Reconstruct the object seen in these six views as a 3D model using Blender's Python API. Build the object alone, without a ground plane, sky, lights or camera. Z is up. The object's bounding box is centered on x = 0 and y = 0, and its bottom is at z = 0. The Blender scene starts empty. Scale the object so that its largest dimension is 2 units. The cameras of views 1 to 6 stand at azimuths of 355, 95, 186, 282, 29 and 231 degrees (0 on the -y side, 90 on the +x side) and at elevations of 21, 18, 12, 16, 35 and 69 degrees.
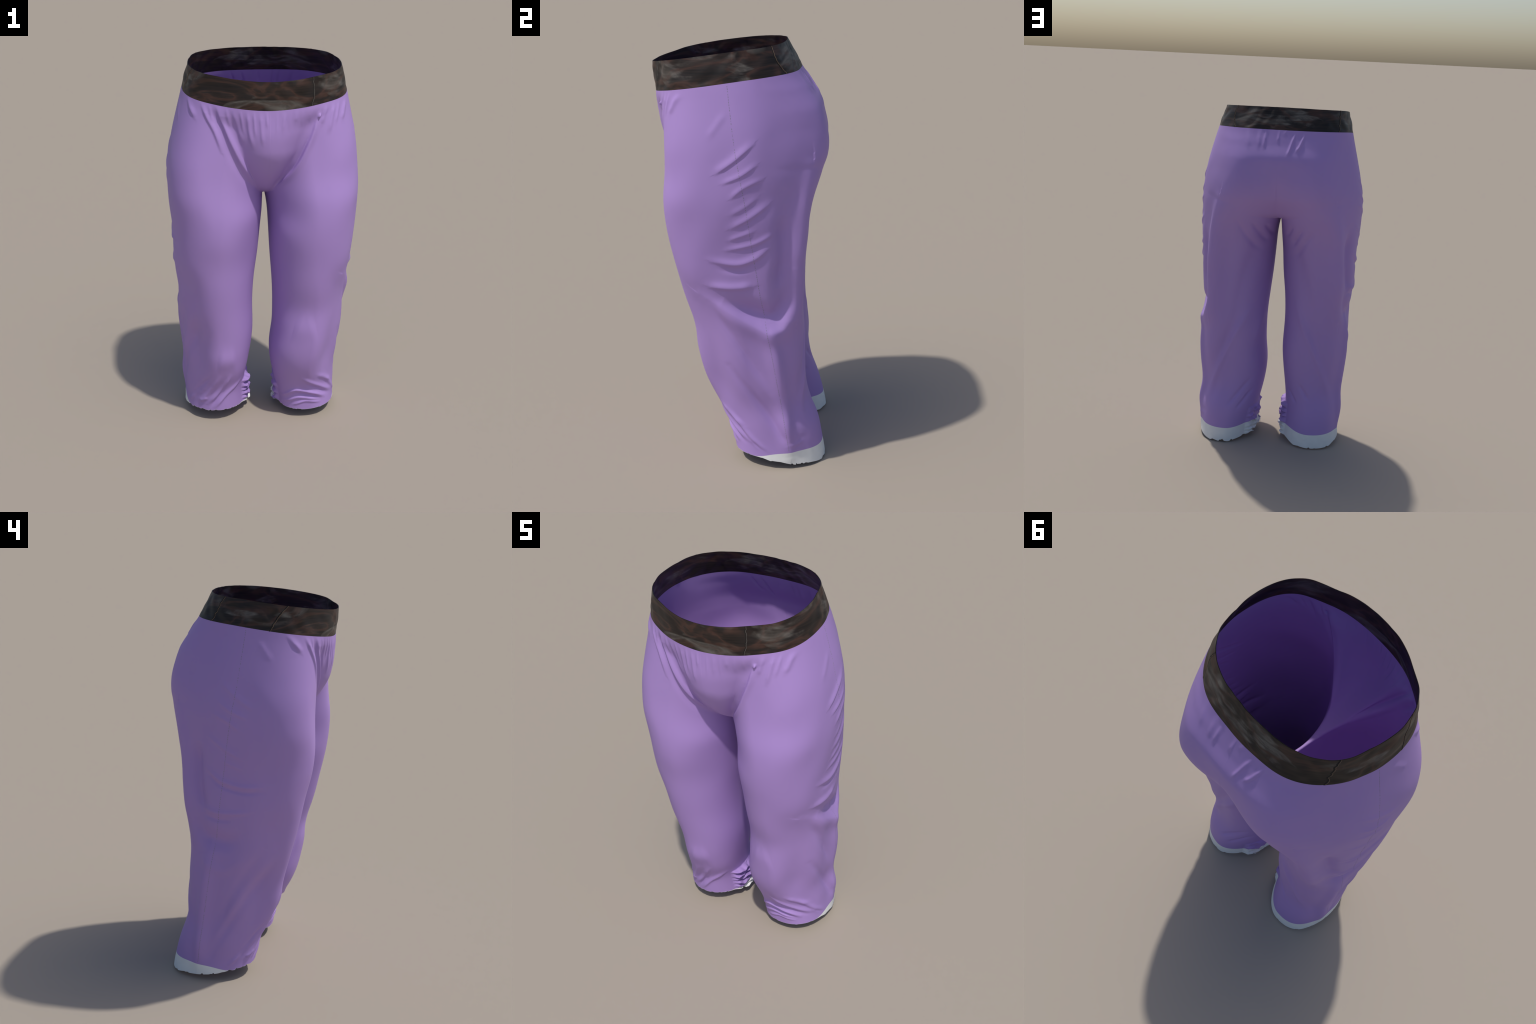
"""Loose purple trousers with a dark leather waistband and pale cuffs.

The cloth is one lofted skin: each leg is a stack of superellipse slices, the
hips are a third solid (a bowl) blended with the legs; the two halves meet on
the centre seam and at the crotch.  Folds, gathers, pleats and the frayed hem
are displaced into the skin, which is then given thickness and cut into parts.
"""
import numpy as np

# ---------------------------------------------------------------- profiles
# leg slices: height, inner x, outer x, front y, back y, then fullness of the four quadrants
# (front-outer, back-outer, front-inner, back-inner); x is mirrored for the other leg
LEG_LEFT = np.array([
    (0.000, 0.095, 0.425, -0.085, 0.353, 0.036, 0.049, 0.120, -0.050),
    (0.100, 0.093, 0.415, -0.099, 0.336, 0.005, 0.070, 0.130, -0.034),
    (0.200, 0.075, 0.415, -0.116, 0.323, -0.029, 0.100, 0.140, -0.018),
    (0.300, 0.053, 0.403, -0.173, 0.280, -0.080, 0.090, 0.065, -0.000),
    (0.420, 0.043, 0.420, -0.223, 0.264, -0.190, 0.125, 0.072, 0.030),
    (0.550, 0.059, 0.428, -0.248, 0.264, -0.150, 0.145, 0.060, 0.030),
    (0.700, 0.059, 0.438, -0.257, 0.272, -0.086, 0.100, 0.026, 0.000),
    (0.850, 0.050, 0.447, -0.297, 0.264, -0.072, 0.120, 0.003, -0.030),
    (1.000, 0.036, 0.456, -0.327, 0.264, 0.031, 0.130, -0.020, -0.060),
    (1.150, 0.026, 0.466, -0.355, 0.278, 0.024, 0.110, 0.000, -0.060),
    (1.250, 0.020, 0.477, -0.363, 0.298, 0.027, 0.050, -0.050, -0.030),
    (1.330, 0.004, 0.483, -0.364, 0.324, 0.050, -0.050, -0.050, 0.040),
    (1.450, -0.032, 0.476, -0.348, 0.378, 0.081, -0.070, -0.060, 0.030),
    (1.600, -0.064, 0.461, -0.342, 0.400, 0.095, -0.140, -0.060, -0.001),
    (1.800, -0.081, 0.416, -0.337, 0.305, 0.076, -0.050, -0.050, -0.000),
    (2.020, -0.102, 0.355, -0.355, 0.170, 0.052, 0.003, -0.034, 0.000),
])
LEG_RIGHT = np.array([
    (0.000, 0.070, 0.429, -0.080, 0.354, 0.031, 0.060, -0.020, -0.049),
    (0.100, 0.084, 0.413, -0.097, 0.334, -0.002, 0.070, -0.000, -0.034),
    (0.200, 0.093, 0.419, -0.109, 0.309, -0.029, 0.089, 0.042, -0.018),
    (0.300, 0.080, 0.414, -0.163, 0.276, -0.110, 0.070, 0.049, -0.000),
    (0.420, 0.062, 0.422, -0.203, 0.265, -0.190, 0.120, 0.000, 0.030),
    (0.550, 0.049, 0.430, -0.228, 0.265, -0.180, 0.130, 0.000, 0.030),
    (0.700, 0.053, 0.442, -0.264, 0.258, -0.071, 0.100, -0.020, 0.000),
    (0.850, 0.047, 0.451, -0.296, 0.264, -0.064, 0.120, -0.030, -0.030),
    (1.000, 0.029, 0.464, -0.320, 0.272, 0.016, 0.130, -0.060, -0.060),
    (1.150, 0.017, 0.464, -0.353, 0.285, 0.012, 0.110, -0.040, -0.060),
    (1.250, 0.006, 0.479, -0.359, 0.305, 0.020, 0.050, 0.000, -0.030),
    (1.330, 0.004, 0.483, -0.354, 0.336, 0.080, -0.021, -0.020, 0.040),
    (1.450, -0.021, 0.484, -0.346, 0.378, 0.100, -0.070, -0.030, 0.030),
    (1.600, -0.055, 0.461, -0.345, 0.388, 0.086, -0.110, -0.025, -0.000),
    (1.800, -0.082, 0.414, -0.336, 0.292, 0.059, -0.050, -0.030, -0.000),
    (2.020, -0.105, 0.358, -0.351, 0.170, 0.044, 0.001, -0.034, -0.000),
])
# hip bowl: height, half width in front, half width behind, front y, back y, fullness in front / behind
HIP = np.array([
    (1.325, 0.009, 0.025, -0.090, -0.050, -0.000, 0.051),
    (1.360, 0.102, 0.140, -0.185, 0.190, -0.000, 0.089),
    (1.420, 0.130, 0.240, -0.265, 0.285, 0.000, 0.110),
    (1.500, 0.180, 0.354, -0.336, 0.362, 0.000, 0.110),
    (1.600, 0.255, 0.388, -0.384, 0.389, 0.000, 0.100),
    (1.700, 0.330, 0.370, -0.397, 0.381, 0.001, 0.100),
    (1.800, 0.403, 0.355, -0.396, 0.327, 0.053, 0.090),
    (1.860, 0.381, 0.361, -0.402, 0.294, 0.047, 0.040),
    (2.020, 0.337, 0.335, -0.407, 0.214, 0.042, 0.030),
])
BAND_LOW = (1.797, 1.857, 1.876)      # front, side, back
BAND_TOP = (1.930, 1.978, 2.000)
HEM_S = (0, .12, .25, .40, .50, .62, .75, .87, 1)      # inner, front, outer, back, inner
HEM_Z = (.048, .064, .066, .056, .032, .015, .002, .020, .048)
CUFF_Z = (.090, .068, .055, .058, .077, .088, .083, .095, .090)
THICK = 0.003

COLS, CUFF_ROWS, LEG_ROWS, HIP_ROWS, BAND_ROWS = 400, 14, 440, 220, 26


def pchip(xs, ys, x):
    xs = np.asarray(xs, float); ys = np.asarray(ys, float)
    h = np.diff(xs); d = np.diff(ys) / h
    m = np.zeros_like(ys); m[0] = d[0]; m[-1] = d[-1]
    w1 = 2 * h[1:] + h[:-1]; w2 = h[1:] + 2 * h[:-1]
    ok = d[:-1] * d[1:] > 0
    with np.errstate(all='ignore'):
        hm = (w1 + w2) / (w1 / d[:-1] + w2 / d[1:])
    m[1:-1] = np.where(ok, hm, 0)
    x = np.clip(x, xs[0], xs[-1])
    i = np.clip(np.searchsorted(xs, x) - 1, 0, len(xs) - 2)
    t = (x - xs[i]) / h[i]
    return ((1 + 2 * t) * (1 - t) ** 2 * ys[i] + t * (1 - t) ** 2 * h[i] * m[i]
            + t * t * (3 - 2 * t) * ys[i + 1] + t * t * (t - 1) * h[i] * m[i + 1])


_dense = {}


def smooth_profile(table, i, z, sigma):
    """Profile column i of a table as a smooth curve of height (cached, blurred over sigma metres)."""
    key = (id(table), i)
    if key not in _dense:
        step = .004
        g = np.arange(-.3, 2.4, step)
        v = pchip(table[:, 0], table[:, i], g)
        k = np.arange(-40, 41) * step
        k = np.exp(-.5 * (k / sigma) ** 2); k /= k.sum()
        _dense[key] = (g, np.convolve(np.pad(v, 40, mode='edge'), k, 'valid'))
    g, v = _dense[key]
    return np.interp(z, g, v)


def sstep(a, b, x):
    t = np.clip((x - a) / (b - a), 0, 1)
    return t * t * (3 - 2 * t)


def smin(a, b, k):
    h = np.clip(0.5 + 0.5 * (b - a) / k, 0, 1)
    return b * (1 - h) + a * h - k * h * (1 - h)


def leg_centre_y(yf, yb):
    return yf + (yb - yf) * .48


def rounded(u, v, fu, fv, q):
    """Unit-ellipse distance with each quadrant bulged (q > 0) or flattened (q < 0)."""
    rho = np.hypot(u, v)
    s2 = (2 * u * v / np.maximum(rho * rho, 1e-9)) ** 2
    return (rho / (1 + q * s2) - 1) * np.minimum(fu, fv)


def field(x, y, z, leg):
    """Negative inside the cloth, for the x >= 0 half of a slice."""
    xi, xo, yf, yb, fo, bo, fi, bi = [smooth_profile(leg, i, z, .04) for i in range(1, 9)]
    cx = (xi + xo) / 2; hw = (xo - xi) / 2; cy = leg_centre_y(yf, yb)
    hy = np.where(y < cy, cy - yf, yb - cy)
    q = np.where(x > cx, np.where(y < cy, fo, bo), np.where(y < cy, fi, bi))
    fl = rounded((x - cx) / hw, (y - cy) / hy, hw, hy, q)
    wf, wb, pf, pb, af, ab = [smooth_profile(HIP, i, z, .008) for i in range(1, 7)]
    y0 = 0.5 * (pf + pb) * np.clip((1.36 - z) / .03, 0, 1)
    hy = np.where(y < y0, y0 - pf, pb - y0)
    w = wf + (wb - wf) * sstep(-.05, .05, y)
    fp = rounded(x / w, (y - y0) / hy, w, hy, np.where(y < y0, af, ab))
    fp = np.where(z < HIP[0, 0], 1.0, fp)
    k = .015 + .085 * sstep(-.02, .10, y) * sstep(1.33, 1.40, z) * (1 - .7 * sstep(1.48, 1.65, z))
    return smin(fl, fp, k)


def field_normal(P, leg, h=1e-4):
    x, y, z = P[..., 0], P[..., 1], P[..., 2]
    g = np.stack([field(x + h, y, z, leg) - field(x - h, y, z, leg),
                  field(x, y + h, z, leg) - field(x, y - h, z, leg),
                  field(x, y, z + h, leg) - field(x, y, z - h, leg)], -1)
    return g / np.maximum(np.linalg.norm(g, axis=-1, keepdims=True), 1e-12)


def crotch_height(leg):
    """Lowest slice where the two halves touch on the centre plane, and where."""
    y = np.linspace(-.15, .15, 301)
    for z in np.arange(1.28, 1.40, .0005):
        f = field(np.zeros_like(y), y, np.full_like(y, z), leg)
        if f.min() < 0:
            return z, y[f.argmin()]


def half_skin(leg, seed, front_hem=0.):
    """Grid of points (rows hem -> waist, columns front/inner seam -> back/inner seam)."""
    rng = np.random.default_rng(seed)
    CROTCH_Z = max(crotch_height(LEG_LEFT)[0], crotch_height(LEG_RIGHT)[0]) + .0005
    s = np.linspace(0, 1, COLS + 1)
    hem = pchip(HEM_S, HEM_Z, s) + front_hem * np.exp(-((s - .22) / .12) ** 2); cuff = np.maximum(pchip(HEM_S, CUFF_Z, s), hem + .0006)
    # frayed, stepped hem line
    knots = np.sort(rng.uniform(0, 1, 30)); knots[0] = 0; knots[-1] = 1
    amp = rng.uniform(-.5, 1, 30); amp[-1] = amp[0]
    fray = np.interp(s, knots, amp)
    depth = np.interp(s, HEM_S, (.006, .005, .0040, .005, .009, .011, .011, .011, .006))
    fray = fray * depth
    for k in rng.uniform(0, 1, 22):              # small sharp notches
        fray += np.where(np.abs(s - k) < .004, rng.uniform(.001, .0055), 0)
    hem = np.clip(hem + fray, 0.0, None)
    cuff = np.maximum(np.where((s > .05) & (s < .40), cuff + min(front_hem, 0) * 1.6, cuff), hem + .0006)
    across = -np.cos(np.pi * s)                         # -1 front, 0 side, 1 back
    low = np.polyval(np.polyfit([-1, 0, 1], BAND_LOW, 2), across)
    top = np.polyval(np.polyfit([-1, 0, 1], BAND_TOP, 2), across)
    rows = []
    for u in np.linspace(0, 1, CUFF_ROWS + 1)[:-1]:
        rows.append(hem + (cuff - hem) * u)
    for u in np.linspace(0, 1, LEG_ROWS + 1)[:-1]:
        rows.append(cuff + (CROTCH_Z - .0002 - cuff) * u ** 1.15)
    n_low = len(rows)
    for u in np.linspace(0, 1, HIP_ROWS + 1)[:-1]:
        rows.append(CROTCH_Z + .0002 + (low - CROTCH_Z - .0002) * u ** 2)
    for u in np.linspace(0, 1, BAND_ROWS + 1):
        rows.append(low + (top - low) * u)
    Z = np.array(rows)
    xi, xo, yf, yb = [smooth_profile(leg, i, Z, .04) for i in (1, 2, 3, 4)]
    cy = leg_centre_y(yf, yb); cx = (np.maximum(xi, 0) + xo) / 2
    up = np.arange(len(Z)) >= n_low

    def seam(col, sign):
        z = Z[:, col]; yy = np.linspace(-.10, .10, 81)
        zz = np.repeat(z[:, None], 81, 1); ff = field(np.zeros_like(zz), np.repeat(yy[None], len(z), 0), zz, leg)
        lo = np.where(z < CROTCH_Z + .03, yy[ff.argmin(1)], cy[:, col]); hi = lo + sign * .6
        for _ in range(36):
            mid = (lo + hi) / 2; ins = field(np.zeros_like(z), mid, z, leg) < 0
            lo = np.where(ins, mid, lo); hi = np.where(ins, hi, mid)
        return lo
    y_front, y_back = seam(0, -1), seam(-1, 1)
    pf = np.where(up, np.arctan2(cy[:, 0] - y_front, cx[:, 0]) - np.pi, -np.pi)
    pb = np.where(up, np.pi - np.arctan2(y_back - cy[:, -1], cx[:, -1]), np.pi)
    # columns stay put on the outside; only those near the seam are squeezed
    df = (pf + np.pi)[:, None]; db = (np.pi - pb)[:, None]
    squeeze = lambda d, q: np.clip(1 - q / np.clip(d / np.pi * 1.3, .04, .47), 0, 1) ** 2
    phi = -np.pi + 2 * np.pi * s[None] + df * squeeze(df, s[None]) - db * squeeze(db, 1 - s[None])
    c, sn = np.cos(phi), np.sin(phi)
    lo = np.zeros_like(Z); hi = lo + .8
    lim = np.where((c < -1e-9) & up[:, None], cx / np.maximum(-c, 1e-9), 9.)
    hi = np.minimum(hi, lim)
    for _ in range(26):
        mid = (lo + hi) / 2; ins = field(cx + mid * c, cy + mid * sn, Z, leg) < 0
        lo = np.where(ins, mid, lo); hi = np.where(ins, hi, mid)
    X = cx + lo * c; Y = cy + lo * sn
    X[up, 0] = 0; X[up, -1] = 0
    return np.stack([X, Y, Z], -1), n_low, s


# ---------------------------------------------------------------- folds
# each fold: control points on the flattened side, width below/left, width above/right,
# height, (taper at start, taper at end).  "side": (y, z); "front"/"back": (|x|, z)
SIDE_LEFT = [
    ([(-.114, 1.636), (-.036, 1.735)], .016, .016, 0.0022),
    ([(-.089, 1.483), (-.012, 1.531), (.083, 1.606)], .008, .020, 0.0061),
    ([(-.060, 1.439), (.016, 1.468), (.092, 1.515)], .008, .015, 0.0043),
    ([(-.026, 1.374), (.032, 1.417), (.114, 1.451)], .008, .015, 0.0043),
    ([(-.030, 1.300), (.030, 1.330), (.090, 1.372)], .010, .016, 0.0029),
    ([(-.035, 1.236), (.050, 1.280), (.140, 1.340)], .009, .018, 0.0054),
    ([(-.045, 1.181), (.065, 1.218)], .009, .013, 0.0037),
    ([(-.061, 1.133), (.061, 1.157), (.151, 1.197)], .009, .014, 0.0050),
    ([(-.136, 1.082), (-.021, 1.064), (.053, 1.082), (.135, 1.140)], .010, .020, 0.0079),
    ([(-.100, 1.045), (-.020, 1.030), (.040, 1.040)], .014, .014, -0.0034),
    ([(-.153, .955), (-.042, .950), (.050, .958)], .012, .022, 0.0090),
    # hanging swag with the hollow above it
    ([(-.201, .903), (-.064, .823), (.056, .746), (.116, .715), (.171, .726), (.214, .803), (.240, .900)], .050, .026, .0140),
    ([(.200, 1.280), (.195, 1.100), (.160, .930)], .035, .030, -.0220),
    ([(-.09, .890), (.030, .835), (.120, .800), (.185, .860), (.215, 1.020)], .045, .045, -.0270),
    # edge along the outer seam, from the swag down to the hem
    ([(.11, .760), (.15, .500), (.17, .280), (.186, .060)], .042, .030, .0250),
    ([(.250, .420), (.262, .250), (.265, .120)], .030, .030, -.0040),
    ([(-.153, .863), (-.007, .614), (.096, .421)], .022, .022, -0.0072),
    ([(-.083, .539), (.116, .234), (.177, .121)], .020, .020, -0.0090),
    ([(-.02, .60), (.12, .36), (.19, .17)], .030, .030, 0.0072),
    ([(-.133, .307), (-.033, .182), (.023, .102)], .010, .016, 0.0040),
    ([(-.110, .270), (-.020, .160), (.045, .095)], .009, .009, -0.0030),
    ([(-.082, .246), (.003, .149), (.074, .091)], .010, .014, 0.0040),
    ([(.185, .120), (.249, .138)], .012, .012, 0.0030),
]
SIDE_RIGHT = [
    ([(.083, 1.606), (-.012, 1.531), (-.089, 1.483)], .016, .012, 0.0040),
    ([(.092, 1.515), (.016, 1.468), (-.060, 1.439)], .014, .010, 0.0040),
    ([(.114, 1.451), (.032, 1.417), (-.026, 1.374)], .014, .010, 0.0040),
    ([(.140, 1.340), (.050, 1.280), (-.035, 1.236)], .016, .010, 0.0040),
    ([(.060, 1.218), (-.045, 1.181)], .012, .010, 0.0030),
    ([(.150, 1.175), (.061, 1.115), (-.053, 1.092), (-.141, 1.098)], .016, .010, 0.0060),
    ([(.137, 1.150), (.061, 1.088), (-.053, 1.065), (-.141, 1.072)], .012, .012, -0.0050),
    ([(.170, .962), (.074, .948), (.000, .952), (-.08, .965)], .018, .012, .0070),
    ([(.205, 1.300), (.200, 1.120), (.160, .930)], .035, .030, -.0280),
    ([(.158, .925), (.074, .910), (.010, .915)], .012, .014, -0.0060),
    ([(.18, .70), (.060, .635), (-.057, .72)], .03, .03, .0060),
    ([(-.03, .82), (.050, .790), (.130, .800), (.190, .870), (.215, 1.020)], .045, .045, -.0220),
    ([(-.192, .659), (-.062, .459), (.120, .142)], .022, .022, -0.0075),
    ([(-.152, .758), (-.032, .569), (.070, .346)], .024, .024, -0.0060),
    ([(-.19, .72), (-.05, .52), (.10, .24)], .022, .022, 0.0045),
    ([(-.110, .230), (-.040, .150), (.023, .084)], .010, .014, 0.0060),
    ([(-.089, .212), (-.031, .128)], .009, .009, -0.0045),
    ([(.12, .760), (.15, .500), (.17, .280), (.186, .080)], .040, .030, .0270),
    ([(-.091, 1.796), (-.154, 1.713)], .014, .014, .0018),
]
FRONT_RIGHT = [
    ([(.018, 1.805), (.016, 1.720)], .006, .006, .0030),
    ([(.078, 1.805), (.070, 1.680)], .006, .006, .0035),
    ([(.140, 1.805), (.122, 1.690)], .006, .006, .0035),
    ([(.205, 1.815), (.180, 1.720)], .007, .007, .0040),
    ([(.280, 1.825), (.262, 1.740)], .007, .007, .0040),
    ([(.205, 1.640), (.165, 1.545), (.120, 1.460), (.060, 1.380)], .016, .016, -.0040),
    ([(.247, 1.825), (.215, 1.730), (.181, 1.641), (.139, 1.544), (.101, 1.474), (.045, 1.387)], .030, .009, 0.0169),
    ([(.317, 1.830), (.290, 1.760), (.256, 1.692), (.222, 1.595)], .018, .007, 0.0078),
    ([(.374, 1.840), (.364, 1.795), (.345, 1.747)], .014, .006, 0.0065),
    ([(.174, 1.800), (.146, 1.710), (.123, 1.637)], .012, .007, 0.0039),
    ([(.108, 1.800), (.097, 1.699), (.078, 1.619)], .011, .007, 0.0046),
    ([(.048, 1.800), (.041, 1.699), (.035, 1.638)], .010, .007, 0.0033),
    ([(.288, .312), (.345, .210), (.389, .111)], .012, .012, -0.0050),
    ([(.240, .310), (.290, .205), (.340, .115)], .014, .014, 0.0063),
    ([(.179, .310), (.229, .210), (.302, .113)], .010, .014, 0.0075),
    ([(.200, .260), (.240, .175), (.285, .095)], .009, .009, -0.0050),
    ([(.124, .243), (.199, .176), (.258, .095)], .009, .012, 0.0075),
    ([(.302, .152), (.346, .121)], .010, .010, 0.0050),
    ([(.150, .430), (.203, .425), (.250, .430)], .06, .06, 0.0100),
]
FRONT_LEFT = [
    ([(.030, 1.805), (.028, 1.690)], .006, .006, .0014),
    ([(.092, 1.805), (.088, 1.700)], .006, .006, .0014),
    ([(.155, 1.805), (.148, 1.720)], .006, .006, .0014),
    ([(.195, 1.810), (.186, 1.735)], .006, .006, .0014),
    ([(.335, 1.825), (.318, 1.720)], .007, .007, .0035),
    ([(.180, 1.640), (.130, 1.530), (.080, 1.440), (.040, 1.380)], .022, .022, -.0080),
    ([(.229, 1.775), (.213, 1.699), (.173, 1.595), (.134, 1.513), (.078, 1.429), (.032, 1.355)], .007, .018, 0.0104),
    ([(.236, 1.770), (.229, 1.752)], .006, .006, 0.0104),
    ([(.205, 1.690), (.160, 1.590), (.120, 1.510), (.070, 1.430)], .010, .010, -0.0052),
    ([(.269, 1.810), (.247, 1.719)], .010, .010, 0.0052),
    ([(.308, 1.815), (.284, 1.679)], .010, .010, 0.0052),
    ([(.371, 1.820), (.351, 1.729)], .010, .010, 0.0052),
    ([(.064, 1.800), (.059, 1.697)], .009, .009, 0.0026),
    ([(.123, 1.805), (.118, 1.740)], .009, .009, 0.0026),
    ([(.118, .137), (.184, .193), (.274, .168), (.340, .123)], .012, .009, 0.0104),
    ([(.120, .094), (.201, .138), (.308, .117)], .010, .009, 0.0065),
    ([(.180, .165), (.260, .148), (.320, .115)], .009, .009, -0.0052),
    ([(.205, .286), (.293, .221), (.385, .135)], .012, .012, 0.0078),
    ([(.230, .235), (.300, .190), (.370, .125)], .011, .011, -0.0052),
    ([(.293, .298), (.374, .209)], .012, .012, 0.0065),
    ([(.169, .084), (.240, .111), (.318, .093)], .008, .008, 0.0052),
    ([(.150, .631), (.201, .620), (.260, .631)], .07, .07, .0070),
]
BACK_LEFT = [
    ([(.325, 1.470), (.352, 1.240), (.370, 1.020), (.380, .780)], .060, .034, .0340),
    ([(.100, 1.230), (.170, 1.020), (.230, .740), (.300, .450)], .040, .040, -.0110),
    ([(.191, 1.885), (.171, 1.774)], .012, .012, 0.0024),
    ([(.119, 1.885), (.114, 1.773)], .012, .012, 0.0036),
    ([(.080, 1.885), (.086, 1.775)], .009, .009, 0.0048),
    ([(.004, 1.885), (.008, 1.811)], .008, .008, 0.0036),
    ([(.222, 1.350), (.160, 1.241), (.100, 1.163)], .018, .018, -0.0085),
    ([(.135, 1.337), (.065, 1.206)], .014, .014, -0.0085),
    ([(.066, 1.321), (.029, 1.230)], .012, .012, -0.0068),
    ([(.136, .810), (.226, .633), (.316, .422), (.390, .183)], .018, .018, 0.0085),
    ([(.180, .810), (.280, .600), (.370, .400)], .03, .03, -0.0068),
    ([(.074, .764), (.109, .590)], .018, .018, 0.0068),
    ([(.118, .370), (.242, .222)], .012, .012, -0.0068),
    ([(.102, .306), (.189, .196)], .010, .010, -0.0068),
]
BACK_RIGHT = [
    ([(.345, 1.440), (.362, 1.220), (.378, 1.000), (.385, .780)], .055, .032, .0280),
    ([(.100, 1.230), (.170, 1.020), (.230, .740), (.300, .450)], .040, .040, -.0110),
    ([(.033, 1.885), (.025, 1.852)], .008, .008, 0.0048),
    ([(.091, 1.880), (.064, 1.783), (.051, 1.738)], .008, .008, 0.0060),
    ([(.143, 1.875), (.116, 1.792), (.099, 1.765)], .008, .008, 0.0060),
    ([(.094, 1.325), (.057, 1.247)], .012, .012, -0.0068),
    ([(.154, 1.315), (.092, 1.200)], .014, .014, -0.0085),
    ([(.218, 1.308), (.110, 1.131)], .018, .018, -0.0068),
    ([(.138, .850), (.206, .673), (.287, .506), (.381, .241)], .018, .018, 0.0085),
    ([(.110, .315), (.164, .247)], .010, .010, -0.0068),
    ([(.179, .365), (.244, .281)], .012, .012, -0.0068),
]


def fold(a, z, mask, pts, w_neg, w_pos, height):
    """Displacement of one fold; w_neg on the left of its direction, w_pos on its right."""
    pts = np.asarray(pts, float)
    t = np.linspace(0, 1, len(pts)); tt = np.linspace(0, 1, 8 * len(pts))
    path = np.stack([pchip(t, pts[:, 0], tt), pchip(t, pts[:, 1], tt)], -1)
    r = 3 * max(w_neg, w_pos)
    lo, hi = path.min(0) - r, path.max(0) + r
    sel = np.nonzero((a > lo[0]) & (a < hi[0]) & (z > lo[1]) & (z < hi[1]) & (mask > .01))
    q = np.stack([a[sel], z[sel]], -1)
    best = np.full(len(q), 9.); side = np.zeros(len(q)); along = np.zeros(len(q))
    for i in range(len(path) - 1):
        p, e = path[i], path[i + 1] - path[i]
        u = np.clip(((q - p) @ e) / (e @ e), 0, 1)
        v = q - p - u[:, None] * e
        d = np.hypot(v[:, 0], v[:, 1])
        b = d < best
        best = np.where(b, d, best)
        side = np.where(b, e[0] * v[:, 1] - e[1] * v[:, 0], side)
        along = np.where(b, (i + u) / (len(path) - 1), along)
    w = np.where(side > 0, w_pos, w_neg)
    taper = sstep(-.12, .28, along) * (1 - sstep(.72, 1.12, along))
    out = np.zeros_like(a)
    out[sel] = height * np.exp(-(best / w) ** 2) * taper * mask[sel]
    return out


def crumple(P, leg, s, n_low, side_folds, front_folds, back_folds, seed, pleat):
    rng = np.random.default_rng(seed)
    N = field_normal(P, leg)
    x, y, z = P[..., 0], P[..., 1], P[..., 2]
    disp = np.zeros_like(x)
    m_side = sstep(.10, .45, N[..., 0]); m_front = sstep(.05, .35, -N[..., 1]); m_back = sstep(.05, .35, N[..., 1])
    band = np.arange(P.shape[0])[:, None] >= n_low + HIP_ROWS
    calm = np.where(band, 0., 1.)
    fade = np.clip((n_low + HIP_ROWS - np.arange(P.shape[0]))[:, None] / 10., 0, 1)
    for folds, a, m in ((side_folds, y, m_side), (front_folds, x, m_front), (back_folds, x, m_back)):
        for pts, wn, wp, h in folds:
            disp += fold(a, z, m * calm, pts, wn, wp, h)
    disp *= fade
    # accordion pleats at the inner ankle
    inner = np.where(s < .5, s, s - 1)[None, :]                     # 0 at the inner seam
    top, start, stop, amp, period = pleat
    wob = .007 * np.sin(inner * 31 + seed) + .005 * np.sin(inner * 67 + 2 * seed) + .003 * np.sin(inner * 143 + z * 40)
    zz = z + wob * sstep(.0, .05, np.abs(inner - start)) + .004 * np.sin(z * 71 + seed)
    k = np.floor((zz - .04) / period)
    f = (zz - .04) / period - k
    crest = .35 + .25 * np.sin(k * 7.3 + seed)                      # each pleat leans its own way
    tri = np.where(f < crest, f / crest, (1 - f) / (1 - crest))
    size = .70 + .40 * np.sin(k * 12.9898 + seed * 3.1) + .25 * np.sin(inner * 45 + k * 2.4)
    win = sstep(start - .012, start + .006, inner) * (1 - sstep(stop - .006, stop + .014, inner))
    win = win * (1 - sstep(top - .012, top + .004, z)) * np.where(band, 0, 1)
    push = win * (amp * .3 + amp * tri ** 1.2 * np.clip(size, .1, 1.3))
    # small irregular waves
    wave = .0012 * np.sin(9 * z + 7 * y + seed) * np.sin(11 * x + 5 * z)
    long = np.sin(26 * y - 13 * z + 2.2 * np.sin(5 * z + 3 * y + seed)) * np.sin(3.1 * z + 9 * y + 2 * seed)
    wave = wave + .0016 * long * m_side * sstep(1.7, 1.5, z)
    disp = disp + wave * calm * fade
    # buckled leather: shallow slanting creases, pinned at the lower edge
    th = np.arctan2(y, x)
    up_band = np.clip((np.arange(P.shape[0])[:, None] - n_low - HIP_ROWS) / BAND_ROWS, 0, 1)
    buckle = (np.sin(9 * th + 34 * z + 1.7 * np.sin(4 * th + seed)) + .8 * np.sin(21 * th - 47 * z + 2 * np.sin(6 * th + 2 * seed))
              + .6 * np.sin(5 * th + 75 * z + 3 * np.sin(9 * th)))
    disp = disp + np.where(band, .0016 * buckle * sstep(0, .18, up_band) * (1 - .6 * sstep(.8, 1, up_band)) * sstep(0, .25, x / .2), 0)
    Q = P + N * disp[..., None]
    Q[..., 0] -= push
    Q[n_low:, 0, 0] = 0; Q[n_low:, -1, 0] = 0
    return Q


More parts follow.
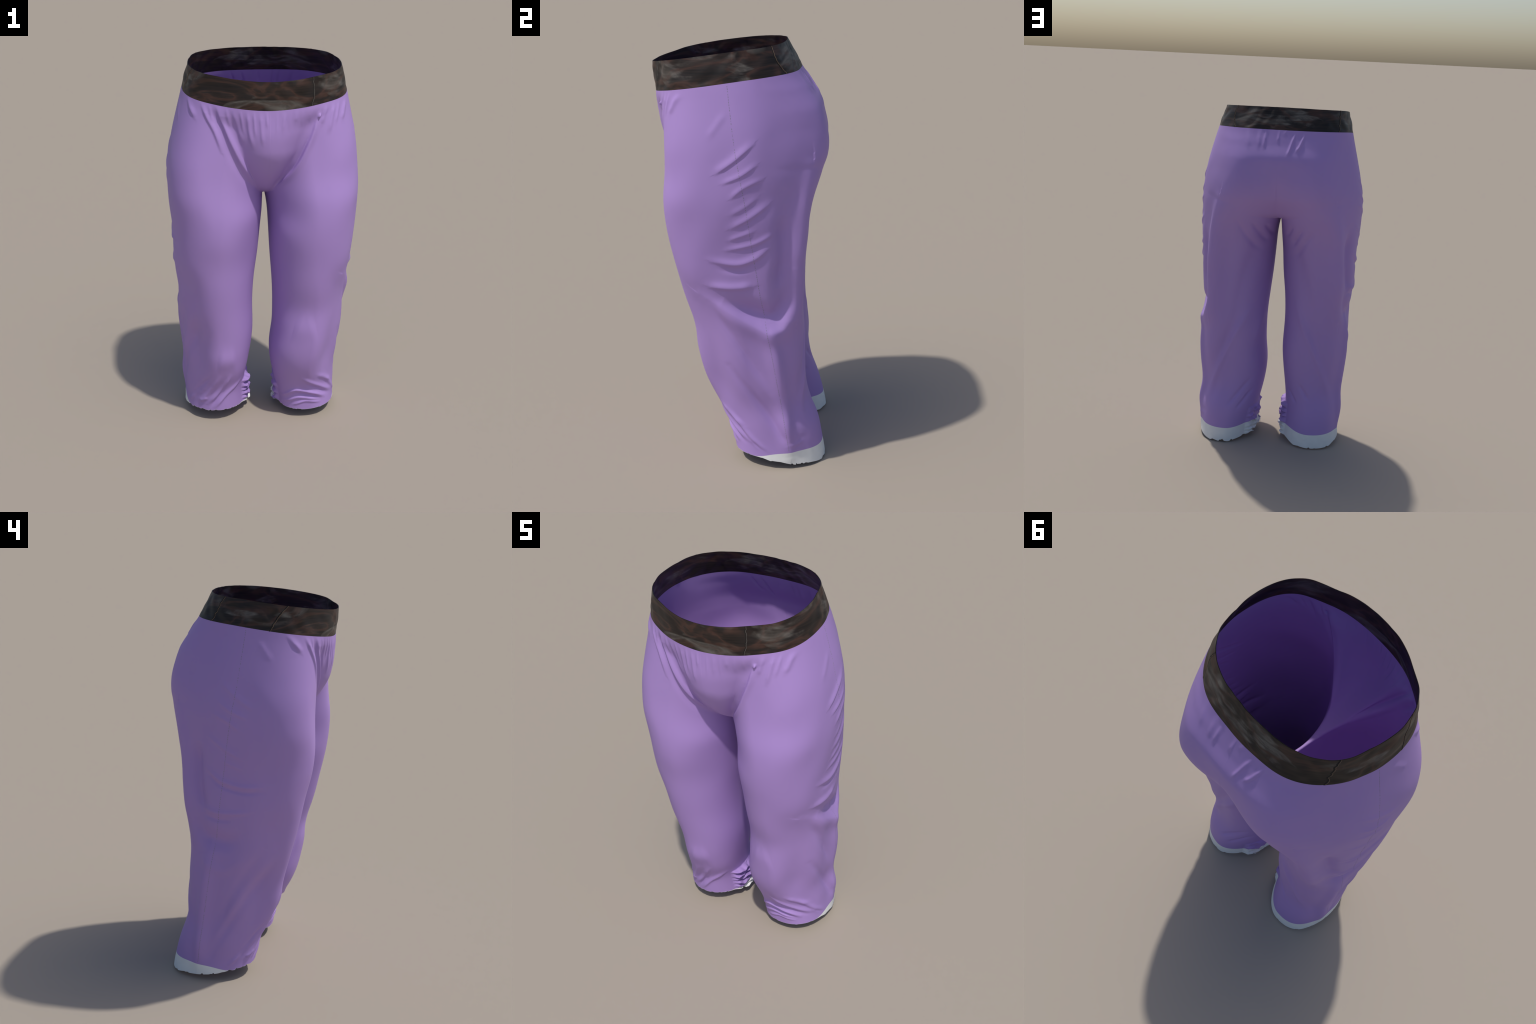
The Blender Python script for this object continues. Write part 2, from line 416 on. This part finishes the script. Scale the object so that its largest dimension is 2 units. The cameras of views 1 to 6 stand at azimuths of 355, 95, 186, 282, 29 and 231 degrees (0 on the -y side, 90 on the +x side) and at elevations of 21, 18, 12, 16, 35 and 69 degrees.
def whole_skin():
    """Weld both halves: vertices, quads, face region (0 cuff, 1 leg, 2 hips, 3 band) and side."""
    out = []
    specs = ((LEG_LEFT, 3, SIDE_LEFT, FRONT_LEFT, BACK_LEFT, (.185, -.13, .09, .027, .027), 1),
             (LEG_RIGHT, 8, SIDE_RIGHT, FRONT_RIGHT, BACK_RIGHT, (.215, -.09, .10, .023, .029), -1))
    for leg, seed, sf, ff, bf, pleat, sign in specs:
        P, n_low, s = half_skin(leg, seed, -.013 if sign > 0 else .003)
        P = crumple(P, leg, s, n_low, sf, ff, bf, seed, pleat)
        P[..., 0] *= sign
        out.append(P)
    L, R = out
    # common centre seam above the crotch
    mid = (L[n_low:][:, [0, -1]] + R[n_low:][:, [0, -1]]) / 2; mid[..., 0] = 0
    L[n_low:, 0] = R[n_low:, 0] = mid[:, 0]; L[n_low:, -1] = R[n_low:, -1] = mid[:, 1]
    nr, nc = L.shape[:2]
    iL = np.arange(nr * nc).reshape(nr, nc); iR = iL + nr * nc
    iL[:n_low, -1] = iL[:n_low, 0]; iR[:n_low, -1] = iR[:n_low, 0]     # closed legs
    iR[n_low:, 0] = iL[n_low:, 0]; iR[n_low:, -1] = iL[n_low:, -1]     # shared seam
    # crotch row: front and back ends meet
    V = np.concatenate([L.reshape(-1, 3), R.reshape(-1, 3)])
    row = np.arange(nr - 1)
    region = np.where(row < CUFF_ROWS, 0, np.where(row < n_low, 1, np.where(row < n_low + HIP_ROWS, 2, 3)))
    faces, reg, side = [], [], []
    for idx, sign in ((iL, 1), (iR, -1)):
        a, b, c, d = idx[:-1, :-1], idx[:-1, 1:], idx[1:, 1:], idx[1:, :-1]
        q = np.stack([a, b, c, d] if sign > 0 else [d, c, b, a], -1).reshape(-1, 4)
        faces.append(q); reg.append(np.repeat(region, nc - 1)); side.append(np.full(len(q), sign))
    # close the little gusset between the last leg rows and the first hip row
    g = [iL[n_low - 1, 0], iL[n_low, 0], iL[n_low, -1]], [iR[n_low - 1, 0], iL[n_low, -1], iL[n_low, 0]]
    F = np.concatenate(faces); reg = np.concatenate(reg); side = np.concatenate(side)
    # soften the crotch
    z, x = V[:, 2], np.abs(V[:, 0])
    w = (1 - sstep(.02, .06, x)) * sstep(1.26, 1.30, z) * (1 - sstep(1.42, 1.52, z))
    e = np.concatenate([F[:, [0, 1]], F[:, [1, 2]], F[:, [2, 3]], F[:, [3, 0]]])
    keep = (w[e] > 0).any(1); e = e[keep]
    cnt = np.maximum(np.bincount(np.r_[e[:, 0], e[:, 1]], minlength=len(V)), 1)[:, None]
    for _ in range(30):
        acc = np.zeros_like(V)
        for k in range(3):
            acc[:, k] = np.bincount(e[:, 0], V[e[:, 1], k], len(V)) + np.bincount(e[:, 1], V[e[:, 0], k], len(V))
        V = V + (acc / cnt - V) * (w * .6)[:, None]
    return V, F, reg, side, np.array(g), (iL, iR, n_low)
#---NUMPY-END---
import bpy
import math


def vertex_normals(V, T):
    n = np.zeros_like(V)
    fn = np.cross(V[T[:, 1]] - V[T[:, 0]], V[T[:, 2]] - V[T[:, 0]])
    for k in range(3):
        for c in range(3):
            n[:, c] += np.bincount(T[:, k], fn[:, c], len(V))
    return n / np.maximum(np.linalg.norm(n, axis=1, keepdims=True), 1e-12)


def make_mesh(name, V, quads, tris=None, normals=None, material=None):
    used, inv = np.unique(np.r_[quads.ravel(), tris.ravel()] if tris is not None else quads.ravel(), return_inverse=True)
    loops = inv.astype(np.int32)
    nq = len(quads); nt = 0 if tris is None else len(tris)
    me = bpy.data.meshes.new(name)
    me.vertices.add(len(used)); me.vertices.foreach_set('co', V[used].astype(np.float32).ravel())
    me.loops.add(len(loops)); me.loops.foreach_set('vertex_index', loops)
    me.polygons.add(nq + nt)
    start = np.r_[np.arange(nq) * 4, nq * 4 + np.arange(nt) * 3].astype(np.int32)
    me.polygons.foreach_set('loop_start', start)
    me.polygons.foreach_set('use_smooth', np.ones(nq + nt, bool))
    me.update(calc_edges=True); me.validate()
    if normals is not None:
        me.normals_split_custom_set_from_vertices(normals[used].tolist())
    if material: me.materials.append(material)
    ob = bpy.data.objects.new(name, me)
    bpy.context.scene.collection.objects.link(ob)
    return ob


# ---------------------------------------------------------------- materials
def new_mat(name):
    m = bpy.data.materials.new(name); m.use_nodes = True
    nt = m.node_tree
    return m, nt, nt.nodes['Principled BSDF']


def node(nt, kind, **kw):
    n = nt.nodes.new(kind)
    for k, v in kw.items():
        if k in n.inputs: n.inputs[k].default_value = v
        else: setattr(n, k, v)
    return n


def srgb(r, g, b):
    f = lambda c: (c / 255 / 12.92) if c <= 10 else ((c / 255 + .055) / 1.055) ** 2.4
    return (f(r), f(g), f(b), 1)


def noise(nt, scale, vec_scale=(1, 1, 1), detail=4, rough=.55, distortion=0., loc=(0, 0, 0)):
    tc = node(nt, 'ShaderNodeTexCoord'); mp = node(nt, 'ShaderNodeMapping')
    mp.inputs['Scale'].default_value = vec_scale; mp.inputs['Location'].default_value = loc
    nz = node(nt, 'ShaderNodeTexNoise', Scale=scale, Detail=detail, Roughness=rough, Distortion=distortion)
    nt.links.new(tc.outputs['Object'], mp.inputs['Vector']); nt.links.new(mp.outputs['Vector'], nz.inputs['Vector'])
    return nz.outputs['Fac']


def ramp(nt, fac, stops):
    r = node(nt, 'ShaderNodeValToRGB'); els = r.color_ramp.elements
    while len(els) < len(stops): els.new(.5)
    for e, (p, c) in zip(els, stops): e.position = p; e.color = c
    nt.links.new(fac, r.inputs['Fac']); return r.outputs['Color']


def mix(nt, fac, a, b, mode='MIX'):
    m = node(nt, 'ShaderNodeMix', data_type='RGBA', blend_type=mode)
    for sock, v in ((m.inputs[0], fac), (m.inputs[6], a), (m.inputs[7], b)):
        if isinstance(v, bpy.types.NodeSocket): nt.links.new(v, sock)
        else: sock.default_value = v
    return m.outputs[2]


def cloth_material():
    m, nt, b = new_mat('purple_cotton')
    base = ramp(nt, noise(nt, 2.2, (1, 1, .6), 3), [(.3, srgb(*CLOTH_A)), (.7, srgb(*CLOTH_B))])
    nt.links.new(base, b.inputs['Base Color'])
    b.inputs['Roughness'].default_value = .65
    b.inputs['Specular IOR Level'].default_value = .4
    bump = node(nt, 'ShaderNodeBump', Strength=.05, Distance=.002)
    nt.links.new(noise(nt, 260, (1, 1, 1), 2), bump.inputs['Height'])
    nt.links.new(bump.outputs['Normal'], b.inputs['Normal'])
    return m


def leather_material():
    """Oiled leather: near-black pools, reddish brown wear, fine grain and painted grey sheen highlights."""
    m, nt, b = new_mat('dark_brown_leather')
    patch = noise(nt, 3.0, (1, 1, 2.6), 3, .5, 1.6)
    col = ramp(nt, patch, [(.36, srgb(24, 21, 21)), (.45, srgb(36, 30, 28)), (.53, srgb(68, 47, 40)), (.58, srgb(44, 36, 33)),
                           (.68, srgb(26, 23, 23))])
    grain = noise(nt, 6, (1, 1, 22), 5, .65, .3, (3, 1, 0))
    col = mix(nt, .12, col, ramp(nt, grain, [(.36, srgb(12, 10, 10)), (.64, srgb(92, 70, 60))]))
    soft = ramp(nt, noise(nt, 2.6, (1, 1, 3.0), 2, .45, 1.8, (7, 2, 5)), [(.53, (0, 0, 0, 1)), (.63, (1, 1, 1, 1)), (.72, (.35, .35, .35, 1))])
    thin = ramp(nt, noise(nt, 6, (1, 1, 2.2), 4, .6, 1.2, (2, 8, 1)), [(.40, (.05, .05, .05, 1)), (.62, (1, 1, 1, 1))])
    col = mix(nt, mix(nt, 1., soft, thin, 'MULTIPLY'), col, srgb(100, 96, 91))  # grey highlights baked into the base colour through two noise masks
    nt.links.new(col, b.inputs['Base Color'])
    b.inputs['Roughness'].default_value = .5
    b.inputs['Specular IOR Level'].default_value = .3
    bump = node(nt, 'ShaderNodeBump', Strength=.12, Distance=.003)
    nt.links.new(grain, bump.inputs['Height']); nt.links.new(bump.outputs['Normal'], b.inputs['Normal'])
    return m


def plain_material(name, c1, c2, rough, scale=30):
    m, nt, b = new_mat(name)
    nt.links.new(ramp(nt, noise(nt, scale), [(.35, srgb(*c1)), (.65, srgb(*c2))]), b.inputs['Base Color'])
    b.inputs['Roughness'].default_value = rough
    b.inputs['Specular IOR Level'].default_value = .45
    return m


CLOTH_A, CLOTH_B = (168, 138, 203), (173, 142, 207)
CUFF_A, CUFF_B = (231, 232, 231), (235, 236, 235)


# ---------------------------------------------------------------- assembly
def main():
    V, F, reg, side, gusset, (iL, iR, n_low) = whole_skin()
    T = np.concatenate([F[:, [0, 1, 2]], F[:, [0, 2, 3]], gusset])
    N = vertex_normals(V, T)
    nv = len(V)
    VV = np.concatenate([V, V - N * THICK]); NN = np.concatenate([N, -N])
    cloth, leather = cloth_material(), leather_material()
    pale = plain_material('pale_cuff_cotton', CUFF_A, CUFF_B, .7)

    def shell(mask, rim=None):
        q = F[mask]; parts = [q, q[:, ::-1] + nv]
        if rim is not None:
            a, b = rim
            parts.append(np.stack([b, a, a + nv, b + nv], -1))
        return np.concatenate(parts)

    top = bpy.data.objects.new('trousers', None)
    bpy.context.scene.collection.objects.link(top)
    top['label'] = 'loose purple trousers with dark leather waistband and pale cuffs'
    top['category'] = 'trousers'
    nr = iL.shape[0]
    e = iL[-1], iR[-1][::-1]
    rim_top = (np.r_[e[0][1:], e[1][1:]], np.r_[e[0][:-1], e[1][:-1]])
    band = make_mesh('waistband', VV, shell(reg == 3, rim_top), None, NN, leather); band.parent = top
    g2 = np.concatenate([gusset, gusset[:, ::-1] + nv])
    hips = make_mesh('trouser_seat', VV, shell(reg == 2), g2, NN, cloth); hips.parent = top
    for idx, sign in ((iL, 1), (iR, -1)):
        leg = make_mesh('trouser_leg', VV, shell((reg == 1) & (side == sign)), None, NN, cloth); leg.parent = top
        h = idx[0]; rim = (h[:-1], h[1:]) if sign > 0 else (h[1:], h[:-1])
        cuff = make_mesh('cuff', VV, shell((reg == 0) & (side == sign), rim), None, NN, pale); cuff.parent = leg
        seam = side_seam(V, N, idx, sign); seam.parent = leg
    band_seams(V, N, iL, iR, n_low, band)


def ribbon(name, pts, nrm, width, height, mat, dashes=None, bias=0.):
    """Raised thread along pts: a low rounded strip, optionally cut into stitches."""
    pts = np.asarray(pts); nrm = np.asarray(nrm)
    tan = np.gradient(pts, axis=0); tan /= np.linalg.norm(tan, axis=1, keepdims=True)
    sd = np.cross(tan, nrm); sd /= np.linalg.norm(sd, axis=1, keepdims=True)
    prof = [(-1, -.6), (-.8, .5), (0, 1), (.8, .5), (1, -.6)]
    rows = np.stack([pts + sd * (a * width / 2) + nrm * (h * height) for a, h in prof], 1)
    n = len(pts); k = len(prof)
    idx = np.arange(n * k).reshape(n, k)
    keep = np.ones(n - 1, bool) if dashes is None else dashes[:n - 1]
    q = np.stack([idx[:-1, :-1], idx[:-1, 1:], idx[1:, 1:], idx[1:, :-1]], -1)[keep].reshape(-1, 4)
    ob = make_mesh(name, rows.reshape(-1, 3), q, None, None, mat)
    return ob


SEAM_PATH = [(-.024, 1.856), (-.015, 1.752), (.001, 1.580), (.017, 1.465), (.034, 1.338), (.053, 1.150), (.068, 1.010),
             (.090, .810), (.116, .630), (.139, .445), (.161, .268), (.180, .092)]


def side_seam(V, N, idx, sign):
    """Dotted stitch line down the outside of a leg: y follows the height."""
    path = np.array(SEAM_PATH)
    zs = np.arange(.095, 1.853, .0022)
    ys = pchip(path[::-1, 1], path[::-1, 0], zs)
    c0, c1 = int(COLS * .22), int(COLS * .80)
    sub = idx[:, c0:c1]
    P = V[sub]; pts, nrm = [], []
    zcol = P[:, :, 2]
    r = 0
    for z, y in zip(zs, ys):
        # locate the cell: rows rise in z, columns run front -> back
        rr = np.argmin(np.abs(zcol[:, (c1 - c0) // 2] - z))
        lo = max(rr - 3, 0)
        blk = P[lo:rr + 4]; dist = (blk[..., 1] - y) ** 2 + (blk[..., 2] - z) ** 2
        w = np.exp(-dist / (.004 ** 2)); w /= w.sum()
        pts.append((blk * w[..., None]).sum((0, 1))); nn = (N[sub[lo:rr + 4]] * w[..., None]).sum((0, 1))
        nrm.append(nn / np.linalg.norm(nn))
    rng = np.random.default_rng(5)
    keep = (np.arange(len(zs)) % 5 < 3) & (rng.uniform(size=len(zs)) > .25)
    global _seam_mat
    if _seam_mat is None: _seam_mat = plain_material('grey_thread', (132, 128, 146), (146, 138, 162), .8, 60)
    ob = ribbon('side_seam', pts, nrm, .0026, .0005, _seam_mat, keep)
    ob['kind'] = 'stuff'
    return ob


_seam_mat = None


# waistband seams: side, x/y positions from top edge to bottom edge
BAND_SEAMS = [
    ((-.352, -.215), (-.379, -.170), (-.394, -.138)),
    ((.199, -.352), (.204, -.354), (.196, -.362)),
    ((.255, .155), (.277, .185), (.262, .220)),
    ((-.326, .100), (-.329, .134), (-.331, .160)),
]


def band_seams(V, N, iL, iR, n_low, band):
    tan_mat = plain_material('tan_thread', (96, 78, 64), (118, 98, 80), .8, 90)
    grey = plain_material('grey_rubbed_leather', (84, 82, 78), (104, 101, 96), .6, 60)
    dark = plain_material('seam_shadow_leather', (16, 13, 12), (26, 20, 18), .8, 90)
    rng = np.random.default_rng(11)
    first = n_low + HIP_ROWS
    for n, ctrl in enumerate(BAND_SEAMS):
        idx = iL if ctrl[0][0] > 0 else iR
        sub = idx[first:, :]
        P = V[sub]; m = sub.shape[0]
        t = np.linspace(0, 1, m)[::-1]                     # rows run bottom -> top
        c = np.array(ctrl)
        tx = pchip([0, .5, 1], c[:, 0], t); ty = pchip([0, .5, 1], c[:, 1], t)
        pts, nrm, pts2 = [], [], []
        jag = np.convolve(rng.uniform(-1, 1, m + 4), [.3, .4, .3], 'same')[2:-2] * (.007 if n == 3 else .0025)
        for r in range(m):
            j = np.argmin((P[r, :, 0] - tx[r]) ** 2 + (P[r, :, 1] - ty[r]) ** 2)
            nn = N[sub[r, j]]
            td = np.cross(nn, [0, 0, 1]); td /= np.linalg.norm(td)
            p = P[r, j] + td * jag[r]
            pts.append(p); nrm.append(nn); pts2.append(p + td * .005)
        s = ribbon('band_seam', pts, nrm, .0032 if n != 1 else .002, .0016, tan_mat if n != 1 else grey); s.parent = band
        d = ribbon('band_dark_strip', pts2, nrm, .007 if n != 1 else .003, .0006, dark); d.parent = band  # slightly raised near-black strip running beside the seam ribbon


main()
